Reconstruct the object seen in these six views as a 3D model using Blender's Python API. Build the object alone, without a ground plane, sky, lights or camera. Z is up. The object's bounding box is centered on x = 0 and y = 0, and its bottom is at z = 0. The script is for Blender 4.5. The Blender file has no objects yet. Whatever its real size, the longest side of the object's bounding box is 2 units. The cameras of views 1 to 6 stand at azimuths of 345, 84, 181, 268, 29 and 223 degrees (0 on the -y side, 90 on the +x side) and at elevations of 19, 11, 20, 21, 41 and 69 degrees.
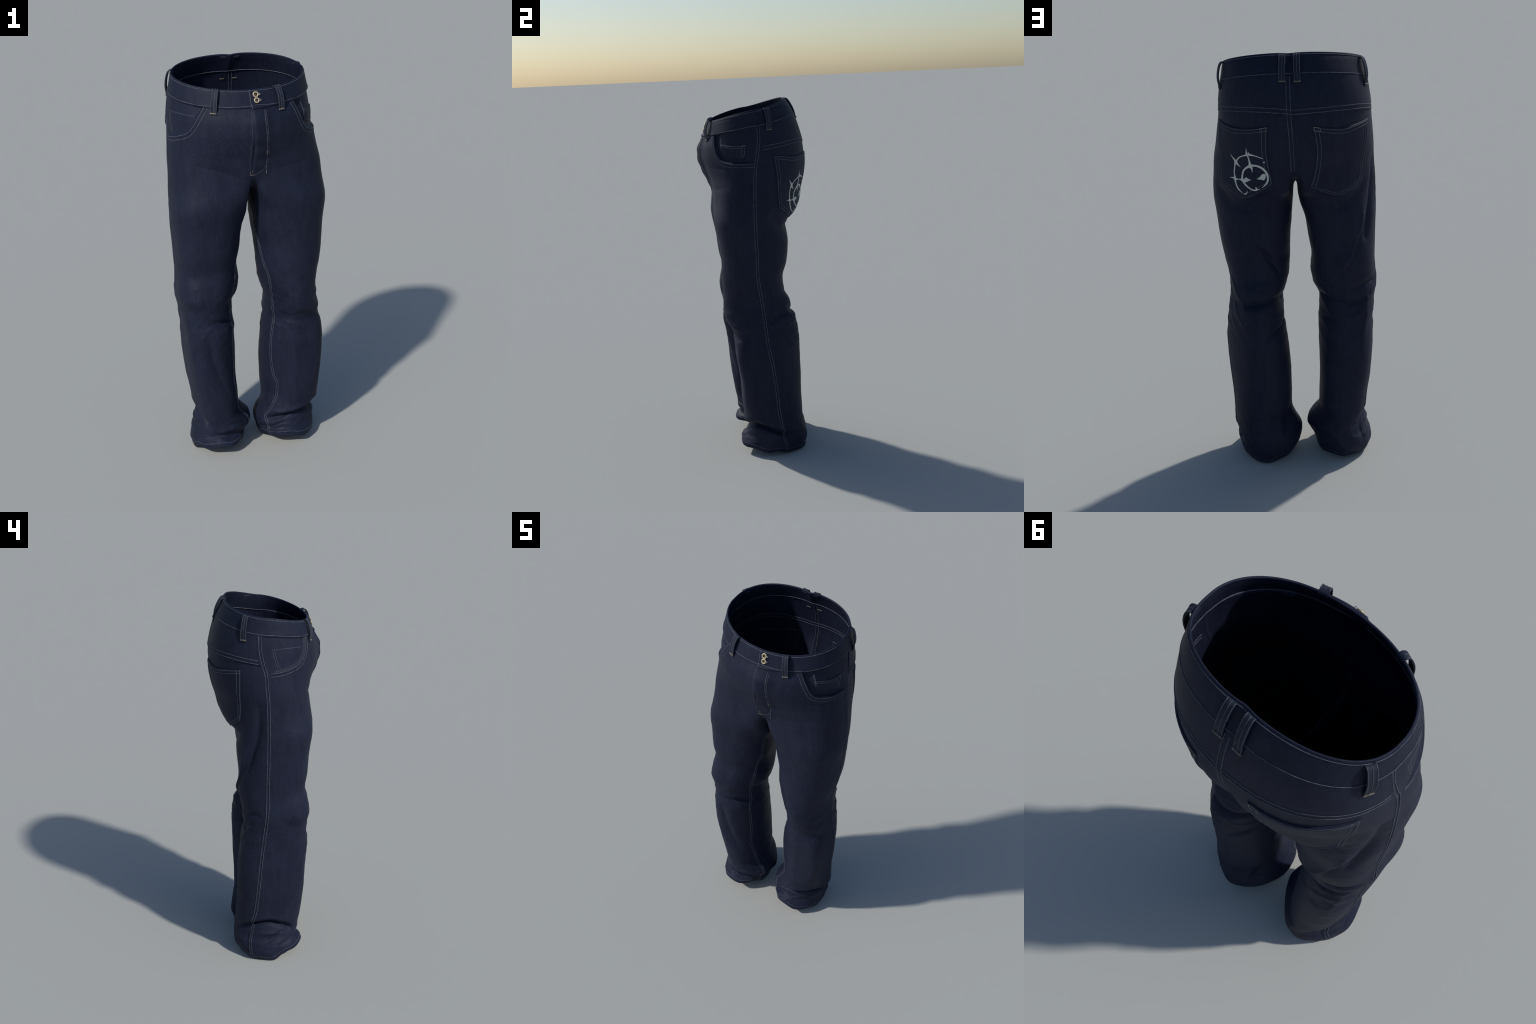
"""A pair of dark indigo straight-leg jeans standing up by itself, as if worn.
The cloth is one lofted skin: rings round the hips, splitting at the crotch seam into two legs.
Everything else (waistband, loops, pockets, fly, stitching, buttons) is laid on that skin."""
import math
import numpy as np

# ------------------------------------------------------------------ helpers
def interp(xs, ys, x):
    """Monotone-safe cubic (Catmull-Rom with limited slopes) through (xs, ys)."""
    xs, ys, x = np.asarray(xs, float), np.asarray(ys, float), np.asarray(x, float)
    h = np.diff(xs); d = np.diff(ys) / h
    m = np.zeros(len(xs)); m[0], m[-1] = d[0], d[-1]
    for i in range(1, len(xs) - 1):
        if d[i - 1] * d[i] > 0:
            w1, w2 = 2 * h[i] + h[i - 1], h[i] + 2 * h[i - 1]
            m[i] = (w1 + w2) / (w1 / d[i - 1] + w2 / d[i])
    k = np.clip(np.searchsorted(xs, x) - 1, 0, len(xs) - 2)
    t = np.clip((x - xs[k]) / h[k], 0, 1)
    return ((1 + 2 * t) * (1 - t) ** 2 * ys[k] + t * (1 - t) ** 2 * h[k] * m[k]
            + t * t * (3 - 2 * t) * ys[k + 1] + t * t * (t - 1) * h[k] * m[k + 1])

def sstep(a, b, x):
    t = np.clip((np.asarray(x, float) - a) / (b - a), 0, 1)
    return t * t * (3 - 2 * t)

def gauss(x, w):
    return np.exp(-(np.asarray(x) / w) ** 2)

# ------------------------------------------------------------------ the figure, as measured profiles
# hips: level, z at front / side / back, half width on +x / -x, y of front / back, roundness front / back
HIPS = np.array([
    # lev   zf     zs     zb     xl    xr     yf     yb    nf   nb
    [0.00, 1.884, 1.943, 1.997, .306, .314, -.228, .197, 2.1, 2.4],
    [0.10, 1.846, 1.898, 1.957, .313, .322, -.241, .222, 2.1, 2.4],
    [0.20, 1.807, 1.855, 1.910, .321, .331, -.254, .246, 2.1, 2.4],
    [0.40, 1.735, 1.757, 1.800, .334, .346, -.277, .281, 2.1, 2.4],
    [0.50, 1.695, 1.708, 1.735, .339, .351, -.279, .295, 2.1, 2.3],
    [0.65, 1.630, 1.640, 1.650, .350, .357, -.262, .303, 2.2, 2.15],
    [0.80, 1.575, 1.578, 1.580, .360, .363, -.240, .297, 2.5, 2.0],
    [1.00, 1.500, 1.500, 1.500, .377, .370, -.226, .276, 3.2, 1.8]])
# legs: z, outer x, inner x, front y, back y, roundness  (x counted outwards from the middle)
LEG_L = np.array([
    [1.500, .370, .000, -.222, .255, 2.6], [1.400, .389, .010, -.238, .208, 2.4], [1.340, .387, .013, -.231, .168, 2.3],
    [1.220, .376, .021, -.213, .170, 2.3], [1.110, .364, .033, -.203, .158, 2.3], [1.020, .350, .036, -.207, .135, 2.3],
    [0.950, .337, .042, -.204, .140, 2.3], [0.890, .331, .052, -.204, .163, 2.3], [0.820, .334, .075, -.198, .190, 2.3],
    [0.770, .342, .076, -.188, .201, 2.3], [0.700, .349, .071, -.152, .211, 2.3], [0.610, .356, .060, -.153, .214, 2.4],
    [0.430, .349, .050, -.130, .216, 2.4], [0.330, .341, .050, -.127, .216, 2.4], [0.270, .339, .052, -.121, .217, 2.4],
    [0.235, .339, .050, -.117, .218, 2.4], [0.205, .339, .043, -.113, .221, 2.4], [0.175, .338, .028, -.107, .229, 2.4], [0.145, .336, .010, -.104, .236, 2.4],
    [0.120, .333, .003, -.105, .241, 2.4], [0.095, .329, .004, -.109, .244, 2.4], [0.060, .324, .012, -.126, .244, 2.4], [0.030, .321, .022, -.137, .236, 2.4], [0.000, .312, .036, -.142, .222, 2.4]])
LEG_R = np.array([
    [1.500, .369, .000, -.222, .255, 2.6], [1.400, .376, .009, -.238, .208, 2.4], [1.340, .377, .012, -.229, .176, 2.3],
    [1.220, .373, .038, -.208, .176, 2.3], [1.110, .368, .055, -.195, .170, 2.3], [1.020, .364, .066, -.182, .178, 2.3],
    [0.950, .370, .061, -.196, .168, 2.3], [0.890, .376, .068, -.200, .158, 2.3], [0.820, .365, .098, -.186, .160, 2.3],
    [0.770, .361, .100, -.182, .166, 2.3], [0.700, .357, .092, -.192, .177, 2.3], [0.610, .353, .093, -.181, .193, 2.4],
    [0.430, .338, .095, -.161, .206, 2.4], [0.330, .325, .090, -.153, .212, 2.4], [0.270, .318, .086, -.145, .220, 2.4],
    [0.240, .314, .083, -.141, .224, 2.4], [0.215, .311, .070, -.137, .228, 2.4], [0.190, .309, .044, -.134, .231, 2.4], [0.165, .311, .025, -.132, .234, 2.4],
    [0.140, .317, .020, -.129, .236, 2.4], [0.110, .332, .032, -.122, .237, 2.4], [0.085, .340, .048, -.120, .235, 2.4], [0.060, .344, .058, -.128, .230, 2.4],
    [0.030, .340, .066, -.141, .220, 2.4], [0.000, .330, .078, -.147, .206, 2.4]])
CROTCH_Z = 1.432            # lowest point of the crotch seam
OUT, INN = 240, 110          # columns on the outer and inner arc of a leg
HIPROWS, LEGROWS = 150, 370
SPLIT = math.radians(130)   # where the rise seams meet a leg's ring
LEG_END = 0.0

def hip_ring(lev, sgn, s):
    """Half ring of the hips at a level: s 0 front middle, .5 side, 1 back middle."""
    H = [interp(HIPS[:, 0], HIPS[:, c], lev) for c in range(1, 10)]
    zf, zs, zb, xl, xr, yf, yb, nf, nb = H
    rx = xl if sgn > 0 else xr
    a = math.pi / 2 - math.pi * s
    c, q = np.cos(a), np.sin(a)                    # q>0 front
    n = np.where(q > 0, nf, nb); ry = np.where(q > 0, -yf, yb)
    r = 1 / (np.abs(c / rx) ** n + np.abs(q / ry) ** n) ** (1 / n)
    x, y = r * c, -r * q
    f = np.where(y < 0, y / yf, y / yb)            # 0 at side, 1 at middle
    z = zs + np.where(y < 0, (zf - zs), (zb - zs)) * np.abs(f) ** 1.3
    return np.stack([sgn * x, y, z], -1)

# fullness of the four corners of a leg's section: z, outer-front, inner-front, outer-back, inner-back
FULL_L = np.array([
    [1.40, 2.4, 2.6, 1.55, 2.4], [1.22, 2.4, 2.4, 2.0, 2.2], [1.00, 2.3, 1.8, 2.4, 2.0], [0.88, 2.2, 1.6, 2.1, 2.0],
    [0.72, 3.0, 1.6, 1.6, 1.9], [0.62, 4.6, 1.9, 1.55, 1.8], [0.42, 4.8, 1.9, 1.6, 2.0], [0.28, 3.2, 1.7, 1.8, 2.0],
    [0.20, 2.0, 2.2, 1.9, 1.5], [0.10, 2.0, 2.2, 1.8, 1.55], [0.04, 2.0, 2.2, 1.72, 1.7], [0.00, 2.0, 2.2, 1.75, 1.7]])
FULL_R = np.array([
    [1.40, 2.8, 2.4, 1.75, 2.5], [1.22, 3.0, 2.2, 2.1, 2.4], [1.00, 3.2, 2.0, 2.3, 2.4], [0.88, 3.2, 1.7, 2.4, 2.3],
    [0.72, 3.2, 1.8, 2.6, 2.0], [0.62, 3.4, 1.7, 2.8, 2.0], [0.42, 2.9, 1.8, 2.7, 2.3], [0.28, 2.4, 1.9, 2.3, 2.0],
    [0.20, 2.4, 1.8, 2.1, 1.4], [0.12, 2.2, 2.1, 1.8, 1.35], [0.04, 2.0, 2.2, 1.72, 1.6], [0.00, 2.0, 2.2, 1.75, 1.7]])

def leg_ring(T, z, sgn, a):
    """Ring of one leg at height z: a 0 outside, 90 front, 180 inside, 270 back (in radians)."""
    xo, xi, yf, yb, n0 = [interp(T[::-1, 0], T[::-1, c], z) for c in range(1, 6)]
    Q = FULL_L if sgn > 0 else FULL_R
    of, nf, ob, nb = [interp(Q[::-1, 0], Q[::-1, c], min(z, 1.4)) for c in range(1, 5)]
    cx, cy = (xo + xi) / 2, (yf + yb) / 2
    c, q = np.cos(a), np.sin(a)
    n = np.where(c > 0, np.where(q > 0, of, ob), np.where(q > 0, nf, nb))
    r = 1 / (np.abs(c / ((xo - xi) / 2)) ** n + np.abs(q / ((yb - yf) / 2)) ** n) ** (1 / n)
    return np.stack([sgn * (cx + r * c), cy - r * q, np.full_like(a, z)], -1)

def build_half(sgn):
    """Vertex grids of one side: hip part (rows, OUT+1, 3) and leg part (rows, OUT+INN, 3), before folds."""
    T = LEG_L if sgn > 0 else LEG_R
    s = np.linspace(0, 1, OUT + 1)
    hip = np.stack([hip_ring(l, sgn, s) for l in np.linspace(0, 1, HIPROWS + 1)])
    # angles round the leg: outer arc, then inner arc back to front
    k = np.linspace(0, 1, INN + 1)[1:-1]
    ang = np.concatenate([SPLIT - 2 * SPLIT * s, -SPLIT - (2 * math.pi - 2 * SPLIT) * k])
    # crotch seam: from the back middle under to the front middle
    top = hip[-1]
    F, B = top[0], top[-1]
    v = 1 - k                                     # 0 front, 1 back
    y = F[1] + (B[1] - F[1]) * (v - .04 * np.sin(2 * math.pi * v))
    drop = (1 - np.abs(2 * v - 1) ** 2.6)
    under = np.stack([0 * y, y, 1.5 - (1.5 - CROTCH_Z) * drop], -1)
    ring0 = np.concatenate([top, under])
    dip = np.concatenate([0 * s, drop]) * (1.5 - CROTCH_Z)
    rows = []
    # rows are closer together near the floor, where the cloth is bunched
    zz = np.concatenate([np.linspace(1.5, .30, LEGROWS - 130 + 1), np.linspace(.30, LEG_END, 131)[1:]])
    for z in zz:
        b = sstep(1.5, 1.29, z)
        bi = sstep(1.5, 1.44, z)          # the inner thighs part sooner
        R = leg_ring(T, z, sgn, ang)
        D = ring0.copy(); D[:, 2] = z
        bb = np.where(dip > 0, b + (bi - b) * np.clip(dip / dip.max() * 1.2, 0, 1), b)[:, None]
        P = D * (1 - bb) + R * bb
        P[:, 2] = z - dip * (1 - sstep(1.5, 1.15, z))
        # the hem rides up over the instep
        P[:, 2] += (.054 if sgn > 0 else .058) * np.clip(np.sin(ang + .25 * sgn * 0), 0, 1) ** 1.1 * (1 - sstep(0, .16, z))
        P[:, 2] += (1 - sstep(0, .12, z)) * (.006 + .007 * np.sin(2 * ang + 1.9 * sgn) + .006 * np.sin(3 * ang + 1.1 + sgn) + .005 * np.sin(7 * ang + 2 * sgn))
        rows.append(P)
    leg = np.stack(rows)
    return hip, leg, ang

# ------------------------------------------------------------------ the welded skin
def smooth_path(pts, step=.006):
    """Catmull-Rom through control points, resampled evenly."""
    P = np.asarray(pts, float)
    if len(P) > 2:
        E = np.vstack([2 * P[0] - P[1], P, 2 * P[-1] - P[-2]])
        t = np.linspace(0, 1, 13)[:-1, None]
        out = []
        for i in range(1, len(E) - 2):
            a, b, c, d = E[i - 1], E[i], E[i + 1], E[i + 2]
            out.append(.5 * (2 * b + (c - a) * t + (2 * a - 5 * b + 4 * c - d) * t ** 2 + (3 * b - a - 3 * c + d) * t ** 3))
        P = np.vstack(out + [P[-1:]])
    L = np.concatenate([[0], np.cumsum(np.linalg.norm(np.diff(P, axis=0), axis=1))])
    n = max(2, int(round(L[-1] / step)) + 1)
    u = np.linspace(0, L[-1], n)
    return np.stack([np.interp(u, L, P[:, k]) for k in range(3)], -1)

def path_distance(V, path):
    """Distance of every vertex to a polyline, and where along it (0..1) the nearest point lies."""
    best = np.full(len(V), 1e9); along = np.zeros(len(V))
    lo, hi = path.min(0) - .2, path.max(0) + .2
    near = np.where(((V > lo) & (V < hi)).all(1))[0]
    Q = V[near]; bd = np.full(len(Q), 1e9); ba = np.zeros(len(Q))
    n = len(path) - 1
    for i in range(n):
        a, d = path[i], path[i + 1] - path[i]
        t = np.clip(((Q - a) @ d) / max(d @ d, 1e-12), 0, 1)
        dist = np.linalg.norm(Q - a - t[:, None] * d, axis=1)
        m = dist < bd
        bd[m] = dist[m]; ba[m] = (i + t[m]) / n
    best[near] = bd; along[near] = ba
    return best, along

def weld():
    """One vertex array for both halves, sharing the centre and crotch seams."""
    grids = {s: build_half(s) for s in (1, -1)}
    V, ids = [], {}
    count = 0
    def new(P):
        nonlocal count
        V.append(P.reshape(-1, 3)); r = np.arange(count, count + P.size // 3).reshape(P.shape[:-1]); count += P.size // 3
        return r
    for s in (1, -1):
        hip, leg, _ = grids[s]
        if s == 1:
            h = new(hip); l0 = new(leg[0, OUT + 1:])
        else:
            h = np.empty(hip.shape[:2], int)
            h[:, 1:-1] = new(hip[:, 1:-1]); h[:, 0] = ids[1][0][:, 0]; h[:, -1] = ids[1][0][:, -1]
            l0 = ids[1][1][0, OUT + 1:]
        l = np.empty(leg.shape[:2], int)
        l[0] = np.concatenate([h[-1], l0]); l[1:] = new(leg[1:])
        ids[s] = (h, l)
    V = np.vstack(V)
    # ease the join of hips and thighs
    Q = np.vstack([np.vstack([quads(ids[s][0], False, False), quads(ids[s][1], True, False)]) for s in (1, -1)])
    x, y, z = V.T
    w = gauss(z - 1.49, .075) * np.clip(sstep(.03, .09, np.abs(x)) + sstep(-.15, -.20, y) + sstep(.17, .22, y), 0, 1)
    rim = np.concatenate([ids[s][0][0] for s in (1, -1)]); w[rim] = 0
    act = np.zeros(len(V), bool); act[w > .02] = True
    Q = Q[act[Q].any(1)]                               # only the faces near the join
    loc, inv = np.unique(Q, return_inverse=True); q = inv.reshape(Q.shape)
    P, wl = V[loc].copy(), (w * act)[loc, None]
    cnt = np.bincount(q.ravel(), minlength=len(loc))[:, None] * 2.0
    idx = q.ravel(); prv, nxt = np.roll(q, 1, 1).ravel(), np.roll(q, -1, 1).ravel()
    for _ in range(160):
        S = P[prv] + P[nxt]
        acc = np.stack([np.bincount(idx, S[:, c], len(loc)) for c in range(3)], -1)
        P = P + (acc / cnt - P) * wl
    V[loc] = P
    return V, ids

def quads(grid, cyclic, flip):
    a, b = grid[:-1], grid[1:]
    if cyclic:
        a2, b2 = np.roll(a, -1, 1), np.roll(b, -1, 1)
    else:
        a, a2, b, b2 = a[:, :-1], a[:, 1:], b[:, :-1], b[:, 1:]
    q = np.stack([a, b, b2, a2], -1).reshape(-1, 4)
    return q[:, ::-1] if flip else q

def normals(V, Q):
    N = np.zeros_like(V)
    n = np.cross(V[Q[:, 2]] - V[Q[:, 0]], V[Q[:, 3]] - V[Q[:, 1]])
    for k in range(4):
        np.add.at(N, Q[:, k], n)
    return N / np.maximum(np.linalg.norm(N, axis=1, keepdims=True), 1e-12)

# seams, as control points on the figure (x, y, z)
SIDE_L = [(.322, .021, 1.86), (.33, .021, 1.789), (.337, .012, 1.723), (.348, -.004, 1.65), (.364, -.015, 1.544), (.372, -.02, 1.409),
          (.377, -.022, 1.306), (.375, -.02, 1.202), (.36, -.02, 1.08), (.352, -.018, 1.036), (.334, -.004, .934), (.334, .009, .819),
          (.351, .02, .678), (.354, .043, .539), (.348, .058, .42), (.338, .071, .258), (.335, .09, .144), (.319, .111, .048), (.31, .115, .005)]
SIDE_R = [(-.33, .038, 1.86), (-.341, .038, 1.785), (-.351, .024, 1.709), (-.355, .013, 1.664), (-.362, .01, 1.593), (-.369, .007, 1.496),
          (-.372, .009, 1.361), (-.37, .015, 1.223), (-.365, .023, 1.068), (-.371, .031, .916), (-.357, .049, .784), (-.349, .072, .626),
          (-.335, .092, .454), (-.316, .111, .316), (-.301, .136, .222), (-.304, .151, .137), (-.329, .159, .077), (-.32, .15, .01)]
INNER_L = [(.014, -.03, 1.34), (.012, -.071, 1.271), (.023, -.066, 1.197), (.037, -.078, 1.129), (.044, -.103, 1.037), (.063, -.126, .928), (.084, -.089, .818),
           (.083, -.075, .653), (.072, -.068, .50), (.079, -.074, .39), (.092, -.09, .345), (.087, -.082, .275), (.061, -.067, .212),
           (.043, -.045, .149), (.044, -.062, .108), (.044, -.075, .05), (.06, -.07, .005)]
INNER_R = [(-.014, -.03, 1.34), (-.010, -.07, 1.30), (-.03, -.117, 1.257), (-.068, -.099, 1.112), (-.087, -.114, .995), (-.093, -.134, .893), (-.116, -.105, .763),
           (-.111, -.117, .695), (-.111, -.096, .524), (-.111, -.089, .379), (-.088, -.062, .259), (-.045, -.054, .174), (-.05, -.05, .10), (-.08, -.05, .01)]
BACK_SEAM = [(.021, .245, 1.903), (.022, .282, 1.785), (.021, .287, 1.753), (.016, .285, 1.631), (.012, .25, 1.491), (.004, .19, 1.41), (0, .06, 1.432)]
FLY_EDGE = [(-.02, -.271, 1.81), (-.022, -.293, 1.76), (-.025, -.30, 1.704), (-.025, -.29, 1.656), (-.026, -.263, 1.604), (-.026, -.241, 1.564),
            (-.026, -.224, 1.518), (-.024, -.218, 1.497)]
FLY_SEAM = [(-.010, -.274, 1.80), (-.008, -.298, 1.748), (-.010, -.301, 1.703), (-.011, -.289, 1.655), (-.011, -.262, 1.603), (-.010, -.231, 1.537), (-.010, -.222, 1.515)]
FLY_STITCH = [(.048, -.272, 1.80), (.047, -.289, 1.764), (.049, -.297, 1.735), (.051, -.298, 1.696), (.051, -.289, 1.66), (.052, -.271, 1.621), (.054, -.247, 1.581),
              (.053, -.236, 1.554), (.047, -.229, 1.532), (.032, -.224, 1.515), (.014, -.219, 1.502), (.001, -.218, 1.496), (-.023, -.218, 1.496)]
# front pocket openings: lower edge as height over the angle from the side seam (degrees towards the front)
MOUTH_L = np.array([[-10, 1.672], [0, 1.670], [12, 1.669], [22, 1.671], [29, 1.676], [34, 1.686], [37.3, 1.702], [40.7, 1.734], [43.4, 1.770], [45.6, 1.805], [47.6, 1.84], [49, 1.87]])
MOUTH_R = np.array([[-10, 1.677], [0, 1.677], [6, 1.678], [15.7, 1.686], [21, 1.693], [28.7, 1.708], [32.5, 1.728], [36, 1.757], [39.6, 1.797], [42.3, 1.83], [44.5, 1.86]])

# folds: control points, half width, height (minus = valley)
FOLDS = []
def fold(what, width, height, *points):
    """One fold of the cloth: a soft ridge (height > 0) or valley (height < 0) along a few control points."""
    FOLDS.append((points, width, height))

fold("the rim dips in at the middle of the back", .030, -.009, (.012, .20, 2.03), (.012, .20, 1.995), (.010, .215, 1.965), (.008, .24, 1.90))
fold("behind the left knee, overhang", .018, -0.0210, (.328, .072, .818), (.276, .164, .831), (.192, .184, .837), (.123, .144, .833), (.08, .05, .815))
fold("bulge above it", .03, .008, (.288, .125, .884), (.156, .162, .875))
fold("slanting fold down to the left inner knee", .015, -0.0154, (.187, .158, 1.112), (.136, .126, 1.041), (.09, .095, .969))
fold("below the left knee, inside", .012, -0.0150, (.075, .068, .699), (.115, .161, .673), (.151, .195, .651))
fold("left outer back edge", .02, .006, (.32, .057, .933), (.283, .156, .836), (.259, .202, .727))
fold("right inner knee notch", .012, -0.0154, (-.104, .064, .83), (-.135, .124, .83), (-.189, .156, .832))
fold("right inner knee second notch", .012, -0.0096, (-.095, .038, .719), (-.126, .125, .725), (-.18, .167, .722))
fold("right outer back ridge from the seat to the knee", .014, 0.0112, (-.357, .097, 1.45), (-.319, .153, 1.353), (-.308, .147, 1.23), (-.283, .157, 1.148))
fold("lower", .016, 0.0112, (-.274, .16, 1.125), (-.217, .178, 1.018), (-.142, .153, .938))
fold("valley beside it", .022, -.026, (-.366, .058, 1.491), (-.364, .072, 1.362), (-.348, .101, 1.254), (-.323, .128, 1.141))
fold("right knee back overhang", .014, -0.0128, (-.189, .156, .837), (-.279, .153, .818), (-.331, .116, .85))
fold("right outer edge", .015, .006, (-.323, .124, .865), (-.315, .135, .768), (-.298, .161, .658), (-.293, .174, .571))
fold("under right knee, front", .015, -0.0156, (-.225, -.182, .769), (-.16, -.15, .762), (-.121, -.102, .748))
fold("right shin valley", .03, -.012, (-.261, -.187, .708), (-.244, -.175, .574), (-.204, -.161, .448), (-.166, -.141, .358))
fold("right shin ridge", .025, .006, (-.334, -.126, .725), (-.326, -.122, .612), (-.287, -.145, .488), (-.223, -.154, .351))
fold("right thigh to knee", .03, -.005, (-.358, -.084, 1.086), (-.306, -.155, 1.013), (-.247, -.194, .951))
fold("right cuff inner fold", .008, -.01, (-.164, -.133, .176), (-.129, -.127, .177), (-.066, -.082, .164))
fold("right cuff lower notch", .012, -.016, (-.167, -.125, .11), (-.146, -.122, .113), (-.109, -.106, .114))
fold("right cuff line", .010, -.009, (-.33, -.031, .102), (-.269, -.106, .125), (-.182, -.126, .112))
fold("left knee crease", .018, -0.0090, (.095, -.093, .734), (.158, -.16, .731), (.237, -.179, .746), (.335, -.095, .718))
fold("left knee bulge below", .025, .007, (.128, -.129, .692), (.235, -.157, .694))
fold("left cuff overhang lip", .018, .012, (.062, -.061, .17), (.133, -.106, .188), (.209, -.111, .201), (.275, -.088, .214))
fold("left cuff overhang", .011, -.026, (.055, -.06, .138), (.107, -.093, .150), (.170, -.11, .166), (.225, -.1, .178), (.26, -.085, .178))
fold("left cuff overhang outer", .015, -.046, (.20, -.107, .174), (.265, -.088, .178), (.300, -.048, .172), (.320, 0, .165), (.333, .081, .135), (.326, .124, .116))
fold("lip outer", .018, .01, (.256, -.103, .225), (.309, -.064, .233), (.33, -.007, .201), (.338, .07, .162))
fold("left cuff inner notch", .009, -.016, (.02, -.019, .075), (.053, -.075, .098), (.085, -.096, .11), (.118, -.105, .12))
fold("left cuff inner wrinkle", .007, -.006, (.022, .072, .154), (.034, -.013, .134), (.058, -.062, .122))
fold("right cuff pleat outside", .013, -.040, (-.257, .205, .178), (-.3, .137, .212), (-.313, .045, .23), (-.303, -.032, .207), (-.282, -.079, .174))
fold("pleat lip above", .016, .004, (-.305, .135, .255), (-.318, .029, .268), (-.293, -.063, .212))
fold("pleat bulge below", .022, .01, (-.279, .2, .134), (-.309, .108, .163), (-.308, -.015, .163))
fold("right hem slant", .014, -.007, (-.346, .114, .071), (-.322, .033, .13), (-.298, -.047, .176))
fold("right hem line", .006, -.005, (-.349, -.016, .064), (-.312, -.067, .108), (-.241, -.121, .113))
fold("right back knee outside", .015, -.014, (-.266, .154, .893), (-.335, .113, .907), (-.357, .078, .903))
fold("right knee front dip", .03, -.005, (-.306, -.165, .823), (-.358, -.094, .839), (-.375, -.036, .882))
fold("swirl 2", .014, -0.0112, (-.13, .16, .90), (-.198, .171, .967), (-.276, .159, 1.112), (-.343, .11, 1.245))
fold("swirl 3", .014, .006, (-.168, .157, .749), (-.245, .169, .747), (-.298, .149, .765), (-.345, .088, .774))
fold("crease from the right thigh to the crotch", .018, -.006, (-.247, -.2, 1.549), (-.159, -.225, 1.521), (-.042, -.225, 1.469))
fold("crease over the left thigh", .020, -.003, (.099, -.228, 1.514), (.202, -.218, 1.522), (.312, -.16, 1.539))
fold("left hip crease", .01, -.003, (.193, -.239, 1.642), (.273, -.181, 1.636), (.314, -.129, 1.64))
fold("cleft of the seat", .035, -.020, (.012, .30, 1.66), (.010, .29, 1.60), (.006, .27, 1.50), (.003, .23, 1.44))
fold("right cuff second roll", .007, -.006, (-.331, -.069, .076), (-.274, -.118, .092), (-.179, -.138, .08))
fold("left cuff hollow, inside back", .022, -.014, (.055, .105, .254), (.071, .15, .193), (.086, .183, .155))
fold("left cuff edge, inside back", .012, .006, (.063, .126, .253), (.086, .167, .19), (.103, .199, .155))
fold("right cuff hollow, outside back", .016, -.012, (-.306, .106, .184), (-.289, .164, .161), (-.3, .173, .112))
fold("left back hem step", .008, -.006, (.275, .203, .06), (.219, .226, .042), (.155, .226, .032), (.078, .191, .035))
fold("right back hem step", .008, -.006, (-.13, .176, .011), (-.176, .193, .01), (-.264, .217, .055))
fold("right knee, inside front", .045, -.012, (-.10, -.15, .96), (-.10, -.15, .89), (-.11, -.14, .82))
fold("right cuff, inside front", .030, -.010, (-.05, -.09, .25), (-.05, -.09, .21), (-.06, -.09, .195))
fold("left thigh back swirl", .014, .006, (.191, .193, .802), (.147, .177, .766), (.107, .132, .745))
fold("seat fold L", .024, -.027, (.361, .086, 1.371), (.305, .153, 1.315), (.218, .186, 1.304), (.111, .218, 1.363), (.029, .236, 1.419))
fold("seat fold R", .024, -.027, (-.06, .234, 1.397), (-.14, .208, 1.334), (-.209, .196, 1.31), (-.285, .18, 1.35), (-.342, .131, 1.406))

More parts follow.
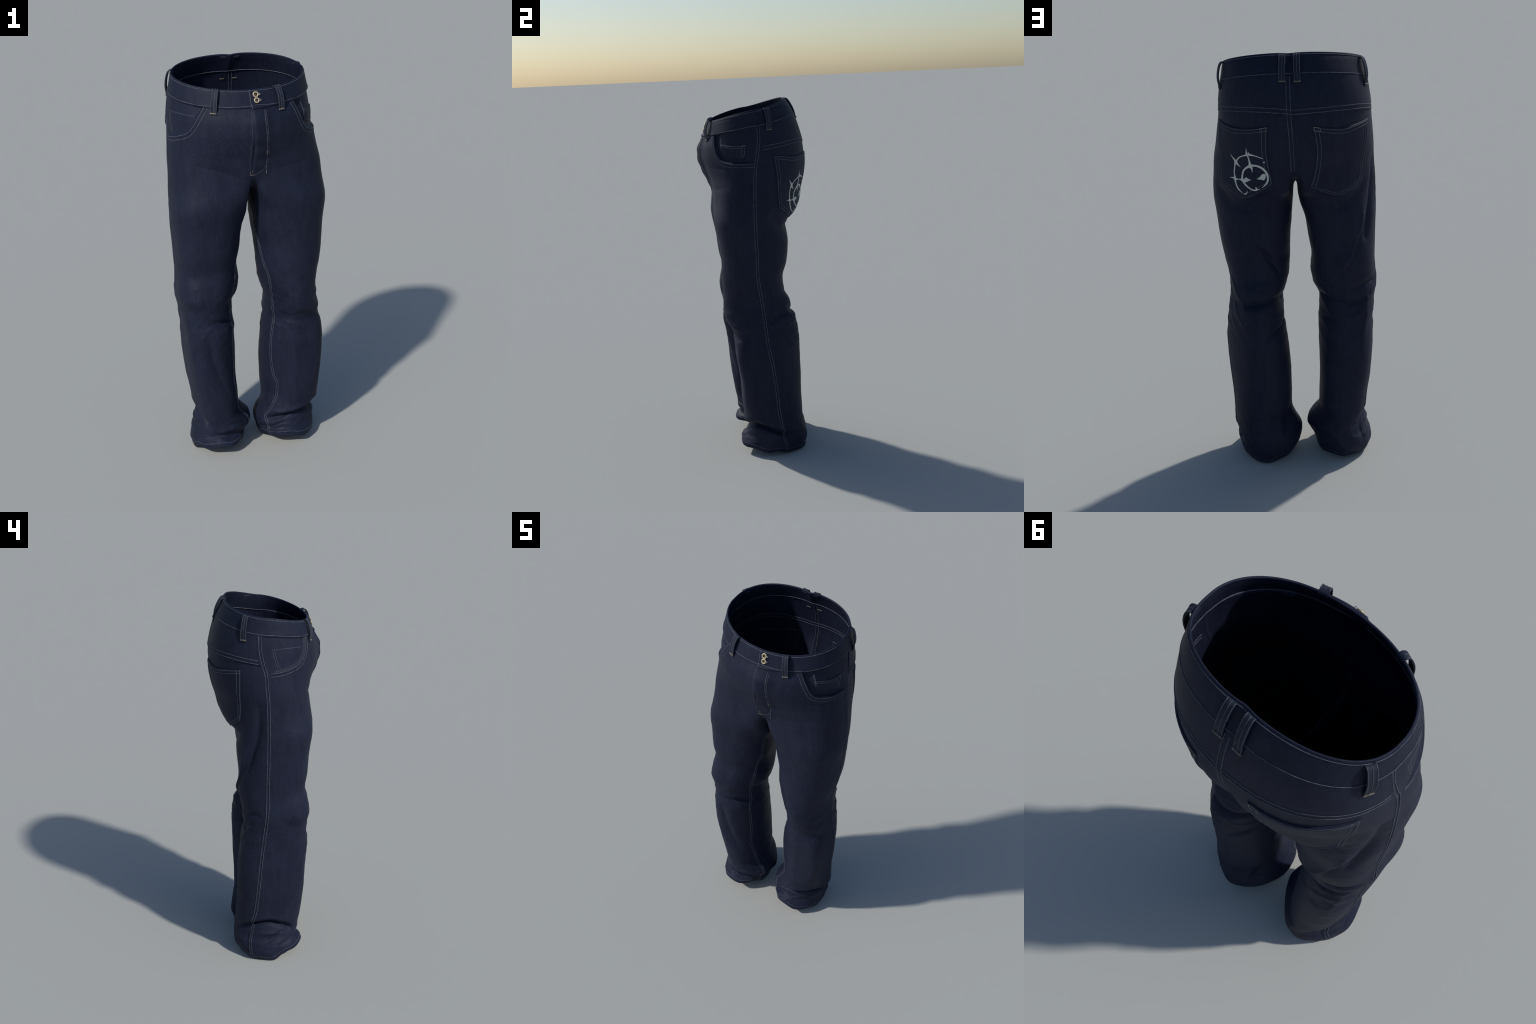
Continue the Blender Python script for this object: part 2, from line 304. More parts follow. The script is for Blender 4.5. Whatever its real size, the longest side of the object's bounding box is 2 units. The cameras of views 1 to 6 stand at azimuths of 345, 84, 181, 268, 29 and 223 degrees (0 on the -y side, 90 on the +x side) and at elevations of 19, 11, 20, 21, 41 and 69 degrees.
def relief(V, ids, Q):
    """Folds and seam relief, pushed along the normals."""
    x, y, z = V.T                                     # the fly pushes out in a narrow bulge
    V = V + np.stack([0 * x, -.014 * gauss(x + .005, .050) * sstep(1.50, 1.60, z) * (1 - sstep(1.73, 1.83, z)) * (y < -.1), 0 * x], -1)
    N = normals(V, Q)
    for pts, width, amp in FOLDS:
        d, u = path_distance(V, smooth_path(pts, .02))
        V = V + N * (amp * 1.12 * np.exp(-np.abs(d / width) ** 1.3) * np.sin(np.pi * np.clip(.12 + .76 * u, 0, 1)) ** .7)[:, None]
    # a slow unevenness, as worn cloth has
    rng = np.random.default_rng(7)
    N = normals(V, Q)
    w = np.zeros(len(V))
    for _ in range(26):
        k = rng.normal(size=3) * np.array([26, 26, 15]); w += np.sin(V @ k + rng.uniform(0, 6.28))
    ridged = np.zeros(len(V))
    for k in range(9):                                 # soft creases running slantwise round the legs
        a = rng.uniform(-.9, .9); f = rng.uniform(34, 62); ph = rng.uniform(0, 6.28)
        c = np.sin(V[:, 2] * f * math.cos(a) + (V[:, 0] * rng.choice([-1, 1]) + V[:, 1] * .7) * f * math.sin(a) + 1.3 * np.sin(V[:, 0] * 9 + k) + ph)
        mask = .5 + .5 * np.sin(V @ rng.normal(size=3) * 7 + ph)
        ridged += (1 - np.abs(c)) ** 2 * mask
    z = V[:, 2]
    zone = (.14 + gauss(z - .78, .16) + 1.3 * gauss(z - .12, .10) + .2 * gauss(z - 1.28, .10)) * sstep(1.55, 1.40, z)
    V = V + N * ((w * .00030) * sstep(1.75, 1.45, z) + (ridged - 1.5) * .0016 * zone)[:, None]
    N = normals(V, Q)
    push = np.zeros(len(V))
    under = np.ones(len(V))                           # nothing may dent the waistband
    for s in (1, -1):
        under[ids[s][0]] = sstep(.185, .205, np.linspace(0, 1, HIPROWS + 1))[:, None]
    for pts in (SIDE_L, SIDE_R, INNER_L, INNER_R):     # lapped seams: a ridge with a groove along it
        d, _ = path_distance(V, smooth_path(pts, .02))
        push += .0022 * gauss(d, .011) - .0030 * gauss(d, .0045)
    d, _ = path_distance(V, smooth_path(BACK_SEAM, .02)); push += .0015 * gauss(d, .014)
    d, _ = path_distance(V, smooth_path(FLY_SEAM, .02)); push += -.0075 * gauss(d, .0040)
    d, _ = path_distance(V, smooth_path(FLY_EDGE, .02)); push += .0024 * gauss(d, .007)
    d, _ = path_distance(V, smooth_path(FLY_STITCH, .02)); push += -.0022 * gauss(d, .005)
    x, y, z = V.T
    front = (y < 0) * under * sstep(1.46, 1.56, z)
    push += front * (.0072 + .0012 * np.sin(z * 95 + 14 * x)) * sstep(-.014, -.006, x) * (1 - sstep(.02, .10, x))
    # pocket openings: the bag lies lower than the front panel's edge
    for sgn, mouth, depth in ((1, MOUTH_L, .014), (-1, MOUTH_R, .007)):
        x, y, z = V.T
        a = np.degrees(np.arctan2(-y, x * sgn))
        r = np.hypot(x, y)
        ze = interp(mouth[:, 0], mouth[:, 1], a)
        slope = (interp(mouth[:, 0], mouth[:, 1], a + .5) - interp(mouth[:, 0], mouth[:, 1], a - .5)) / np.radians(1) / r
        d = (z - ze) / np.sqrt(1 + slope ** 2)
        inside = (a > -8) & (a < mouth[-1, 0]) & (z > 1.5) & (x * sgn > 0)
        away = .35 + .65 * sstep(0, 22, a)
        push += under * inside * (-depth * away * sstep(.000, .007, d) * sstep(2, 9, a) * (1 - .55 * sstep(.02, .075, d)) + .0025 * gauss(d + .008, .010) * sstep(2, 6, a))
    V = V + N * push[:, None]
    V[:, 2] = np.where(V[:, 2] < .012, .013 * np.exp(np.minimum(V[:, 2] - .012, 0) / .012) - .001, V[:, 2])   # nothing sinks below the floor
    return V, normals(V, Q)

# ---- BLENDER
import bpy
from mathutils import Vector
from mathutils.bvhtree import BVHTree

V, IDS = weld()
OUTER = np.vstack([np.vstack([quads(IDS[s][0], False, s < 0), quads(IDS[s][1], True, s < 0)]) for s in (1, -1)])
if (normals(V, OUTER)[IDS[1][0][20, OUT // 2]][0]) < 0:
    OUTER = OUTER[:, ::-1]; FLIP = True
else:
    FLIP = False
V, N = relief(V, IDS, OUTER)
THICK = .0045

# ------------------------------------------------------------------ materials
def material(name, build):
    m = bpy.data.materials.new(name); m.use_nodes = True
    nt = m.node_tree
    bsdf = nt.nodes["Principled BSDF"]
    build(nt, bsdf)
    return m

def node(nt, kind, **kw):
    n = nt.nodes.new(kind)
    for k, v in kw.items():
        if k in n.inputs.keys() if isinstance(k, str) else False:
            n.inputs[k].default_value = v
        else:
            setattr(n, k, v)
    return n

def denim(dark, light, worn, bump=.25):
    def build(nt, b):
        L = nt.links.new
        co = node(nt, "ShaderNodeTexCoord")
        mp = node(nt, "ShaderNodeMapping"); mp.inputs["Scale"].default_value = (1, 1, .22)
        L(co.outputs["Object"], mp.inputs[0])
        streak = node(nt, "ShaderNodeTexNoise"); streak.inputs["Scale"].default_value = 42; streak.inputs["Detail"].default_value = 5
        L(mp.outputs[0], streak.inputs["Vector"])
        patch = node(nt, "ShaderNodeTexNoise"); patch.inputs["Scale"].default_value = 5; patch.inputs["Detail"].default_value = 3
        L(co.outputs["Object"], patch.inputs["Vector"])
        grain = node(nt, "ShaderNodeTexNoise"); grain.inputs["Scale"].default_value = 420; grain.inputs["Detail"].default_value = 2
        L(co.outputs["Object"], grain.inputs["Vector"])
        r1 = node(nt, "ShaderNodeValToRGB")
        r1.color_ramp.elements[0].position, r1.color_ramp.elements[0].color = .3, (*dark, 1)
        r1.color_ramp.elements[1].position, r1.color_ramp.elements[1].color = .72, (*light, 1)
        add = node(nt, "ShaderNodeMath", operation="MULTIPLY_ADD"); add.inputs[1].default_value = .62
        L(streak.outputs["Fac"], add.inputs[0])
        half = node(nt, "ShaderNodeMath", operation="MULTIPLY"); half.inputs[1].default_value = .38
        L(patch.outputs["Fac"], half.inputs[0]); L(half.outputs[0], add.inputs[2])
        L(add.outputs[0], r1.inputs[0])
        # worn warp threads: fine pale blue flecks
        r2 = node(nt, "ShaderNodeValToRGB")
        r2.color_ramp.elements[0].position, r2.color_ramp.elements[0].color = .52, (0, 0, 0, 1)
        r2.color_ramp.elements[1].position, r2.color_ramp.elements[1].color = .80, (1, 1, 1, 1)
        L(grain.outputs["Fac"], r2.inputs[0])
        fleck = node(nt, "ShaderNodeTexNoise"); fleck.inputs["Scale"].default_value = 165; fleck.inputs["Detail"].default_value = 3
        mp2 = node(nt, "ShaderNodeMapping"); mp2.inputs["Scale"].default_value = (1, 1, .5)
        L(co.outputs["Object"], mp2.inputs[0]); L(mp2.outputs[0], fleck.inputs["Vector"])
        r3 = node(nt, "ShaderNodeValToRGB")
        r3.color_ramp.elements[0].position, r3.color_ramp.elements[0].color = .52, (0, 0, 0, 1)
        r3.color_ramp.elements[1].position, r3.color_ramp.elements[1].color = .78, (1, 1, 1, 1)
        L(fleck.outputs["Fac"], r3.inputs[0])
        both = node(nt, "ShaderNodeMath", operation="MAXIMUM"); L(r2.outputs[0], both.inputs[0]); L(r3.outputs[0], both.inputs[1])
        amt = node(nt, "ShaderNodeMath", operation="MULTIPLY"); L(both.outputs[0], amt.inputs[0]); L(streak.outputs["Fac"], amt.inputs[1])
        mix = node(nt, "ShaderNodeMix", data_type="RGBA"); L(amt.outputs[0], mix.inputs[0])
        L(r1.outputs[0], mix.inputs[6]); mix.inputs[7].default_value = (*worn, 1)
        L(mix.outputs[2], b.inputs["Base Color"])
        b.inputs["Roughness"].default_value = .58
        b.inputs["Specular IOR Level"].default_value = .14
        bp = node(nt, "ShaderNodeBump"); bp.inputs["Strength"].default_value = bump; bp.inputs["Distance"].default_value = .002
        L(grain.outputs["Fac"], bp.inputs["Height"]); L(bp.outputs[0], b.inputs["Normal"])
    return build

def thread(col, pale):
    def build(nt, b):
        L = nt.links.new
        co = node(nt, "ShaderNodeTexCoord")
        n = node(nt, "ShaderNodeTexNoise"); n.inputs["Scale"].default_value = 55; n.inputs["Detail"].default_value = 3
        L(co.outputs["Object"], n.inputs["Vector"])
        r = node(nt, "ShaderNodeValToRGB")
        r.color_ramp.elements[0].position, r.color_ramp.elements[0].color = .35, (*col, 1)
        r.color_ramp.elements[1].position, r.color_ramp.elements[1].color = .68, (*pale, 1)
        L(n.outputs["Fac"], r.inputs[0]); L(r.outputs[0], b.inputs["Base Color"])
        b.inputs["Roughness"].default_value = .8
    return build

def plain(col, rough, metal=0, noise=.0):
    def build(nt, b):
        n = node(nt, "ShaderNodeTexNoise"); n.inputs["Scale"].default_value = 160
        r = node(nt, "ShaderNodeValToRGB")
        r.color_ramp.elements[0].color = (*[c * (1 - noise) for c in col], 1)
        r.color_ramp.elements[1].color = (*[min(1, c * (1 + noise)) for c in col], 1)
        co = node(nt, "ShaderNodeTexCoord"); nt.links.new(co.outputs["Object"], n.inputs["Vector"])
        nt.links.new(n.outputs["Fac"], r.inputs[0]); nt.links.new(r.outputs[0], b.inputs["Base Color"])
        b.inputs["Roughness"].default_value = rough; b.inputs["Metallic"].default_value = metal
    return build

DENIM = material("indigo_denim", denim((.0086, .0110, .0250), (.0135, .0174, .0370), (.026, .034, .064)))
BAND = material("waistband_denim", denim((.0084, .0107, .0245), (.0128, .0165, .0350), (.024, .032, .060)))
WORN = material("worn_edge_denim", denim((.0095, .013, .026), (.020, .025, .044), (.05, .06, .085)))
THREAD = material("blue_thread", thread((.036, .044, .066), (.084, .095, .126)))
TAN = material("tan_thread", thread((.075, .068, .058), (.21, .18, .14)))
BRASS = material("pale_brass", plain((.42, .36, .24), .48, .40, .3))
DARK = material("dark_brass", plain((.10, .085, .06), .5, .4, .3))
STEEL = material("steel", plain((.45, .43, .42), .4, .8, .2))
PRINT = material("grey_print", plain((.52, .53, .49), .75, 0, .10))

# ------------------------------------------------------------------ object makers
def add_object(name, verts, faces, mat, parent, vnormals=None, smooth=True):
    me = bpy.data.meshes.new(name)
    me.from_pydata(np.asarray(verts).tolist() if not isinstance(verts, list) else verts, [], [list(map(int, f)) for f in faces])
    me.validate(); me.update()
    me.materials.append(mat)
    if smooth:
        me.polygons.foreach_set("use_smooth", np.ones(len(me.polygons), bool))
    if vnormals is not None:
        me.normals_split_custom_set_from_vertices([tuple(n) for n in vnormals])
    ob = bpy.data.objects.new(name, me)
    bpy.context.scene.collection.objects.link(ob)
    if parent is not None:
        ob.parent = parent
    return ob

def sharp(ob, deg=50):
    me = ob.data
    me.set_sharp_from_angle(angle=math.radians(deg))
    return ob

ROOT = bpy.data.objects.new("jeans", None)
bpy.context.scene.collection.objects.link(ROOT)
ROOT["label"] = "dark indigo straight-leg denim jeans standing upright, unworn"
ROOT["category"] = "jeans"

# ------------------------------------------------------------------ skin parts: hips and legs
BAND_ROWS = int(round(.2 * HIPROWS))
KEEP = BAND_ROWS - 4

def skin_part(name, face_lists, hem_loops=()):
    F = np.vstack(face_lists)
    if FLIP: F = F[:, ::-1]
    used, inv = np.unique(F, return_inverse=True)
    F = inv.reshape(F.shape)
    n = len(used)
    pos = np.vstack([V[used], V[used] - N[used] * THICK])
    nor = np.vstack([N[used], -N[used]])
    faces = [F, F[:, ::-1] + n]
    look = {g: i for i, g in enumerate(used)}
    for loop in hem_loops:
        e = np.array([look[g] for g in loop]); f = np.roll(e, -1)
        q = np.stack([e, f, f + n, e + n], -1)
        faces.append(q if not FLIP else q[:, ::-1])
    return add_object(name, pos, np.vstack(faces), DENIM, ROOT, nor)

skin_part("hip_section", [quads(IDS[s][0][KEEP:], False, s < 0) for s in (1, -1)])
for s in (1, -1):
    leg = skin_part("trouser_leg", [quads(IDS[s][1], True, s < 0)], [IDS[s][1][-1] if s < 0 else IDS[s][1][-1][::-1]])

# ------------------------------------------------------------------ finding places on the cloth
class Cloth:
    def __init__(self): self.v, self.f, self.n = [], [], 0
    def add(self, verts, faces):
        self.v += [tuple(p) for p in verts]; self.f += [tuple(int(i) + self.n for i in q) for q in faces]; self.n = len(self.v)
        self.tree = BVHTree.FromPolygons(self.v, self.f)

skin = Cloth(); skin.add(V, OUTER)
top = Cloth(); top.add(V, OUTER)
SKIN_QUADS = OUTER

def snap(p):
    """Nearest place on the skin, with the smooth normal there."""
    loc, nor, idx, _ = skin.tree.find_nearest(Vector(p))
    q = SKIN_QUADS[idx]
    w = 1 / (np.linalg.norm(V[q] - np.array(loc), axis=1) + 1e-6)
    n = (N[q] * w[:, None]).sum(0); n /= np.linalg.norm(n)
    return np.array(loc), n

def on_top(p, n, reach=.05):
    """The outermost layer of cloth above a skin place."""
    if abs(p[0]) < .13 and p[2] < 1.47: reach = .012      # between the legs, do not jump across
    hit = top.tree.ray_cast(Vector(p + n * reach), Vector(-n), reach * 2)
    return np.array(hit[0]) if hit[0] is not None else p

def solid_sheet(name, P, Nn, lift, mat, parent=None, sink=.002, edge=.55, register=True):
    """A sheet of cloth lying on the skin: grid of places P with normals, a thickness and a rolled edge."""
    P, Nn = np.asarray(P), np.asarray(Nn)
    r, c = P.shape[:2]
    lift = np.broadcast_to(np.asarray(lift, float), (r, c))[..., None]
    T = P + Nn * lift
    border = [(0, j) for j in range(c)] + [(i, c - 1) for i in range(1, r)] + [(r - 1, j) for j in range(c - 2, -1, -1)] + [(i, 0) for i in range(r - 2, 0, -1)]
    bi = [i * c + j for i, j in border]
    mid = P.mean((0, 1))
    Tf = T.reshape(-1, 3); Pf, Nf = P.reshape(-1, 3), Nn.reshape(-1, 3)
    B1 = []; B2 = []; m = len(bi)
    for k, i in enumerate(bi):
        tan = Tf[bi[(k + 1) % m]] - Tf[bi[k - 1]]
        out = np.cross(tan, Nf[i]); out /= max(np.linalg.norm(out), 1e-9)
        if k == 0:
            sign = 1 if out @ (Tf[i] - mid) > 0 else -1
        l = lift.reshape(-1)[i]
        B1.append(Pf[i] + Nf[i] * l * edge + sign * out * l * .35)
        B2.append(Pf[i] - Nf[i] * sink + sign * out * l * .40)
    vs = np.vstack([Tf, B1, B2])
    g = np.arange(r * c).reshape(r, c)
    F = quads(g, False, False)
    fn = np.cross(Tf[F[0, 2]] - Tf[F[0, 0]], Tf[F[0, 3]] - Tf[F[0, 1]])
    if fn @ Nf[F[0, 0]] < 0: F = F[:, ::-1]
    faces = F.tolist()
    o1, o2 = r * c, r * c + m
    turn = np.cross(Tf[bi[1]] - Tf[bi[0]], Nf[bi[0]]) @ (Tf[bi[0]] - mid) > 0
    for k in range(m):
        k2 = (k + 1) % m
        a = [bi[k], bi[k2], o1 + k2, o1 + k]; b = [o1 + k, o1 + k2, o2 + k2, o2 + k]
        faces += [a[::-1], b[::-1]] if turn else [a, b]
    if register: top.add(vs, faces)
    ob = add_object(name, vs, faces, mat, parent or ROOT)
    return sharp(ob, 65)

def grid_between(top_c, bottom_c, left_c, right_c, nu, nv, free=False):
    """Coons patch between four curves, laid down on the skin."""
    def res(c, n):
        p = smooth_path(c, .003); u = np.linspace(0, 1, len(p)); t = np.linspace(0, 1, n)
        return np.stack([np.interp(t, u, p[:, k]) for k in range(3)], -1)
    T, B, L, R = res(top_c, nu), bottom_c(nu) if callable(bottom_c) else res(bottom_c, nu), res(left_c, nv), res(right_c, nv)
    u, v = np.linspace(0, 1, nu)[None, :, None], np.linspace(0, 1, nv)[:, None, None]
    P = (1 - v) * T[None] + v * B[None] + (1 - u) * L[:, None] + u * R[:, None] - (
        (1 - u) * (1 - v) * T[0] + u * (1 - v) * T[-1] + (1 - u) * v * B[0] + u * v * B[-1])
    out = [[snap(p) for p in row] for row in P]
    return np.array([[q[0] for q in row] for row in out]), np.array([[q[1] for q in row] for row in out])

def straight(*pts):
    """Corner-keeping polyline resampler for a patch's edge."""
    P = np.array(pts, float)
    L = np.concatenate([[0], np.cumsum(np.linalg.norm(np.diff(P, axis=0), axis=1))]) ; L /= L[-1]
    return lambda n: np.stack([np.interp(np.linspace(0, 1, n), L, P[:, k]) for k in range(3)], -1)

# ------------------------------------------------------------------ waistband
def ring_ids(row):
    a, b = IDS[1][0][row], IDS[-1][0][row]
    return np.concatenate([a, b[::-1][1:-1]])

rings = np.stack([ring_ids(r) for r in range(BAND_ROWS + 1)])
BV, BN = V[rings], N[rings]
def band_profile():
    """Cross-section of the band from its lower outside edge, over the rim, to its lower inside edge."""
    prof = [BV[-1] + BN[-1] * .0003 + [0, 0, .001], BV[-1] + BN[-1] * .0044]
    for r in range(BAND_ROWS - 1, -1, -1):
        prof.append(BV[r] + BN[r] * (.0032 + .0016 * min(1, r / 9)))
    up = np.array([0, 0, 1.0])
    prof.append(BV[0] + BN[0] * .0022 + up * .0016)
    prof.append(BV[0] + BN[0] * .0000 + up * .0026)
    prof.append(BV[0] - BN[0] * .0026 + up * .0014)
    for r in range(0, BAND_ROWS + 1):
        prof.append(BV[r] - BN[r] * (.0034 + .0024 * min(1, r / 9)))
    return np.stack(prof)
BP = band_profile()
gid = np.arange(BP.shape[0] * BP.shape[1]).reshape(BP.shape[:2])
bf = quads(np.vstack([gid, gid[:1]]), True, False)
bv = BP.reshape(-1, 3)
test = np.cross(bv[bf[5 * BP.shape[1], 2]] - bv[bf[5 * BP.shape[1], 0]], bv[bf[5 * BP.shape[1], 3]] - bv[bf[5 * BP.shape[1], 1]])
if test @ BN.reshape(-1, 3)[bf[5 * BP.shape[1], 0] % BP.shape[1]] < 0: bf = bf[:, ::-1]
band = sharp(add_object("waistband", bv, bf, BAND, ROOT), 60)
top.add(bv, bf)

# overlapping end of the band that carries the buttons
tab_l = [(-.018, -.238, 1.884), (-.017, -.252, 1.846), (-.017, -.268, 1.803)]
tab_r = [(.106, -.215, 1.890), (.108, -.230, 1.850), (.110, -.246, 1.812)]
tab_t = [(-.018, -.238, 1.884), (.04, -.232, 1.885), (.106, -.215, 1.890)]
tab_b = [(-.017, -.268, 1.803), (.04, -.262, 1.805), (.110, -.246, 1.812)]
TP, TN = grid_between(tab_t, tab_b, tab_l, tab_r, 44, 30)
fade = np.interp(np.linspace(0, 1, 44), [0, .55, 1], [.0095, .0080, .0045])
solid_sheet("waistband_tab", TP, TN, fade[None, :] * np.linspace(1, .6, 30)[:, None], BAND, band)

# ------------------------------------------------------------------ yoke
def hip_at(sgn, lev, s):
    i, j = lev * HIPROWS, s * OUT
    i0, j0 = int(min(i, HIPROWS - 1)), int(min(j, OUT - 1)); fi, fj = i - i0, j - j0
    g = IDS[sgn][0]
    w = [(1 - fi) * (1 - fj), (1 - fi) * fj, fi * (1 - fj), fi * fj]
    q = [g[i0, j0], g[i0, j0 + 1], g[i0 + 1, j0], g[i0 + 1, j0 + 1]]
    n = sum(a * N[k] for a, k in zip(w, q))
    return sum(a * V[k] for a, k in zip(w, q)), n / np.linalg.norm(n)

YOKE_Z = {1: ([.535, .62, .72, .82, .92, 1.0], [1.731, 1.743, 1.755, 1.759, 1.755, 1.747]),
          -1: ([.535, .62, .72, .82, .92, 1.0], [1.715, 1.733, 1.748, 1.752, 1.750, 1.747])}
def level_of(sgn, s, z):
    g = IDS[sgn][0][:, int(round(s * OUT))]
    zs = V[g, 2]
    return float(np.interp(-z, -zs, np.linspace(0, 1, HIPROWS + 1)))
cols = [(-1, s) for s in np.linspace(.535, 1, 90)] + [(1, s) for s in np.linspace(1, .525, 92)[1:]]
YP, YN = [], []
for v in np.linspace(0, 1, 26):
    rowp, rown = [], []
    for sgn, s in cols:
        zb = interp(*YOKE_Z[sgn], s); lb = level_of(sgn, s, zb)
        p, n = hip_at(sgn, .19 + (lb - .19) * v, s)
        rowp.append(p); rown.append(n)
    YP.append(rowp); YN.append(rown)
yoke = solid_sheet("yoke", YP, YN, .0042, DENIM)

# ------------------------------------------------------------------ back pockets
PK_L = dict(top=[(.331, .094, 1.703), (.285, .18, 1.690), (.242, .23, 1.687), (.175, .264, 1.691), (.113, .279, 1.700)],
            bottom=straight((.328, .107, 1.424), (.230, .177, 1.354), (.100, .244, 1.444)),
            left=[(.331, .094, 1.703), (.330, .104, 1.60), (.330, .107, 1.50), (.328, .107, 1.424)],
            right=[(.113, .279, 1.700), (.117, .272, 1.603), (.107, .248, 1.511), (.100, .244, 1.444)])
PK_R = dict(top=[(-.076, .285, 1.698), (-.143, .275, 1.684), (-.205, .255, 1.677), (-.268, .216, 1.683), (-.325, .136, 1.692)],
            bottom=straight((-.061, .239, 1.411), (-.180, .205, 1.353), (-.310, .162, 1.415)),
            left=[(-.076, .285, 1.698), (-.089, .269, 1.590), (-.078, .246, 1.481), (-.061, .239, 1.411)],
            right=[(-.325, .136, 1.692), (-.318, .148, 1.546), (-.310, .162, 1.415)])
POCKETS = {}
for key, K in (("L", PK_L), ("R", PK_R)):
    P, Nn = grid_between(K["top"], K["bottom"], K["left"], K["right"], 57, 61)
    v = np.linspace(0, 1, 61)[:, None]; u = np.linspace(0, 1, 57)[None, :]
    gape = .0025 * np.exp(-(v / .08) ** 2) * np.sin(np.pi * u)
    POCKETS[key] = (solid_sheet("back_pocket", P, Nn, .0042 + gape, DENIM), P, Nn, K)

# ------------------------------------------------------------------ stitching
def lay(pts, step=.005, lift=.0006, inside=False, corner=False):
    """Control points -> a path lying on the outermost cloth (or on the inside of the skin)."""
    path = smooth_path(pts, step) if not corner else np.vstack([smooth_path(pts[i:i + 2], step)[(0 if i == 0 else 1):] for i in range(len(pts) - 1)])
    out = []
    for p in path:
        q, n = snap(p)
        if inside:
            out.append((q - n * (THICK + (.0022 if q[2] > 1.86 + .06 * (q[1] > .1) else .0008)), -n))
        else:
            out.append((on_top(q, n) + n * lift, n))
    return out

class Stuff:
    def __init__(self): self.v, self.f = [], []
    def cord(self, path, width, height, sides=6):
        if len(path) < 2: return
        P = np.array([a for a, _ in path]); Nn = np.array([b for _, b in path])
        T = np.gradient(P, axis=0); T /= np.maximum(np.linalg.norm(T, axis=1, keepdims=True), 1e-9)
        S = np.cross(T, Nn); S /= np.maximum(np.linalg.norm(S, axis=1, keepdims=True), 1e-9)
        base = len(self.v)
        w = width * (.85 + .3 * np.abs(np.sin(np.arange(len(P)) * 1.9)))
        for i in range(len(P)):
            for k in range(sides):
                a = 2 * math.pi * k / sides
                self.v.append(tuple(P[i] + S[i] * math.cos(a) * w[i] + Nn[i] * math.sin(a) * height))
        for i in range(len(P) - 1):
            for k in range(sides):
                k2 = (k + 1) % sides
                self.f.append((base + i * sides + k, base + (i + 1) * sides + k, base + (i + 1) * sides + k2, base + i * sides + k2))
        self.f.append(tuple(base + k for k in range(sides)))
        self.f.append(tuple(base + (len(P) - 1) * sides + k for k in range(sides))[::-1])
    def make(self, name, mat, parent):
        ob = add_object(name, self.v, self.f, mat, parent); ob["kind"] = "stuff"
        return ob

def shifted(pts, d):
    """The same seam moved sideways over the cloth by d."""
    P = smooth_path(pts, .012); out = []
    T = np.gradient(P, axis=0)
    for p, t in zip(P, T):
        q, n = snap(p)
        if np.linalg.norm(q - p) > .03: continue
        side = np.cross(t / np.linalg.norm(t), n)
        out.append(tuple(q + side * d))
    return out

sew, bar, insew = Stuff(), Stuff(), Stuff()
W, H = .0015, .0010
def stitch(pts, **kw): sew.cord(lay(pts, **kw), W, H)
def tack(pts, w=.0022): bar.cord(lay(pts, lift=.001), w, .0016)
def inner(pts, **kw): insew.cord(lay(pts, inside=True, **kw), W, H)

# waistband, upper and lower rows
for lev, off in ((.018, 0), (.186, 0)):
    ringp = [hip_at(1, lev, s) for s in np.linspace(0, 1, 150)] + [hip_at(-1, lev, s) for s in np.linspace(1, 0, 150)[1:-1]]
    path = [(on_top(p, n) + n * .0006, n) for p, n in ringp]
    sew.cord(path + path[:1], W, H)
ringi = [hip_at(1, .19, s) for s in np.linspace(0, 1, 150)] + [hip_at(-1, .19, s) for s in np.linspace(1, 0, 150)[1:-1]]
insew.cord([(p - n * .0070, -n) for p, n in ringi + ringi[:1]], .0022, .0014)
stitch(shifted(tab_l, -.004))
# yoke
for off, rows in ((.004, 0), (.022, 0)):
    path = [(np.array(YP[-1][j]) + [0, 0, off], None) for j in range(2, len(cols) - 2, 2)]
    line = [tuple(p) for p, _ in path]
    stitch(line); inner(line, step=.008)
# seams
for pts in (SIDE_L, SIDE_R):
    stitch(shifted(pts, .0065)); stitch(shifted(pts, -.0065))
for pts in (INNER_L, INNER_R):
    stitch(shifted(pts[2:], .0055)); stitch(shifted(pts[2:], -.0055))
for d in (.008, -.008):
    stitch(shifted(BACK_SEAM[:-2], d)); inner(shifted(BACK_SEAM[:-2], d), step=.008)
# back pockets
for key in "LR":
    ob, P, Nn, K = POCKETS[key]
    r, c = P.shape[:2]
    def at(u, v):
        i, j = np.clip(v, 0, 1) * (r - 1), np.clip(u, 0, 1) * (c - 1); i0, j0 = int(min(i, r - 2)), int(min(j, c - 2)); a, b = i - i0, j - j0
        return tuple((1 - a) * (1 - b) * P[i0, j0] + (1 - a) * b * P[i0, j0 + 1] + a * (1 - b) * P[i0 + 1, j0] + a * b * P[i0 + 1, j0 + 1])
    tip = .425 if key == "L" else .49
    for m in (.018, .078):
        n = m * .95
        line = [at(m, .01)] + [at(m, v) for v in np.linspace(.05, 1 - n, 12)]
        stitch(line)
        stitch([at(1 - m, .01)] + [at(1 - m, v) for v in np.linspace(.05, 1 - n, 12)])
        stitch([at(u, 1 - n) for u in np.linspace(m, tip, 8)]); stitch([at(u, 1 - n) for u in np.linspace(tip, 1 - m, 8)])
        if m < .05:
            for l in ([at(m, v) for v in np.linspace(.02, 1 - n, 12)], [at(1 - m, v) for v in np.linspace(.02, 1 - n, 12)], [at(u, .02) for u in np.linspace(m, 1 - m, 12)]):
                inner(l, step=.008)
    for v in (.015, .062):
        stitch([at(u, v) for u in np.linspace(.01, .99, 14)])
    e = (.90, .99) if key == "L" else (.01, .10)
    for q in (((e[0], .01), (e[1], .01)), ((e[0], .065), (e[1], .065)), ((e[0], .01), (e[0], .065)), ((e[1], .01), (e[1], .065))):
        tack([at(*q[0]), at(*q[1])], .0014)
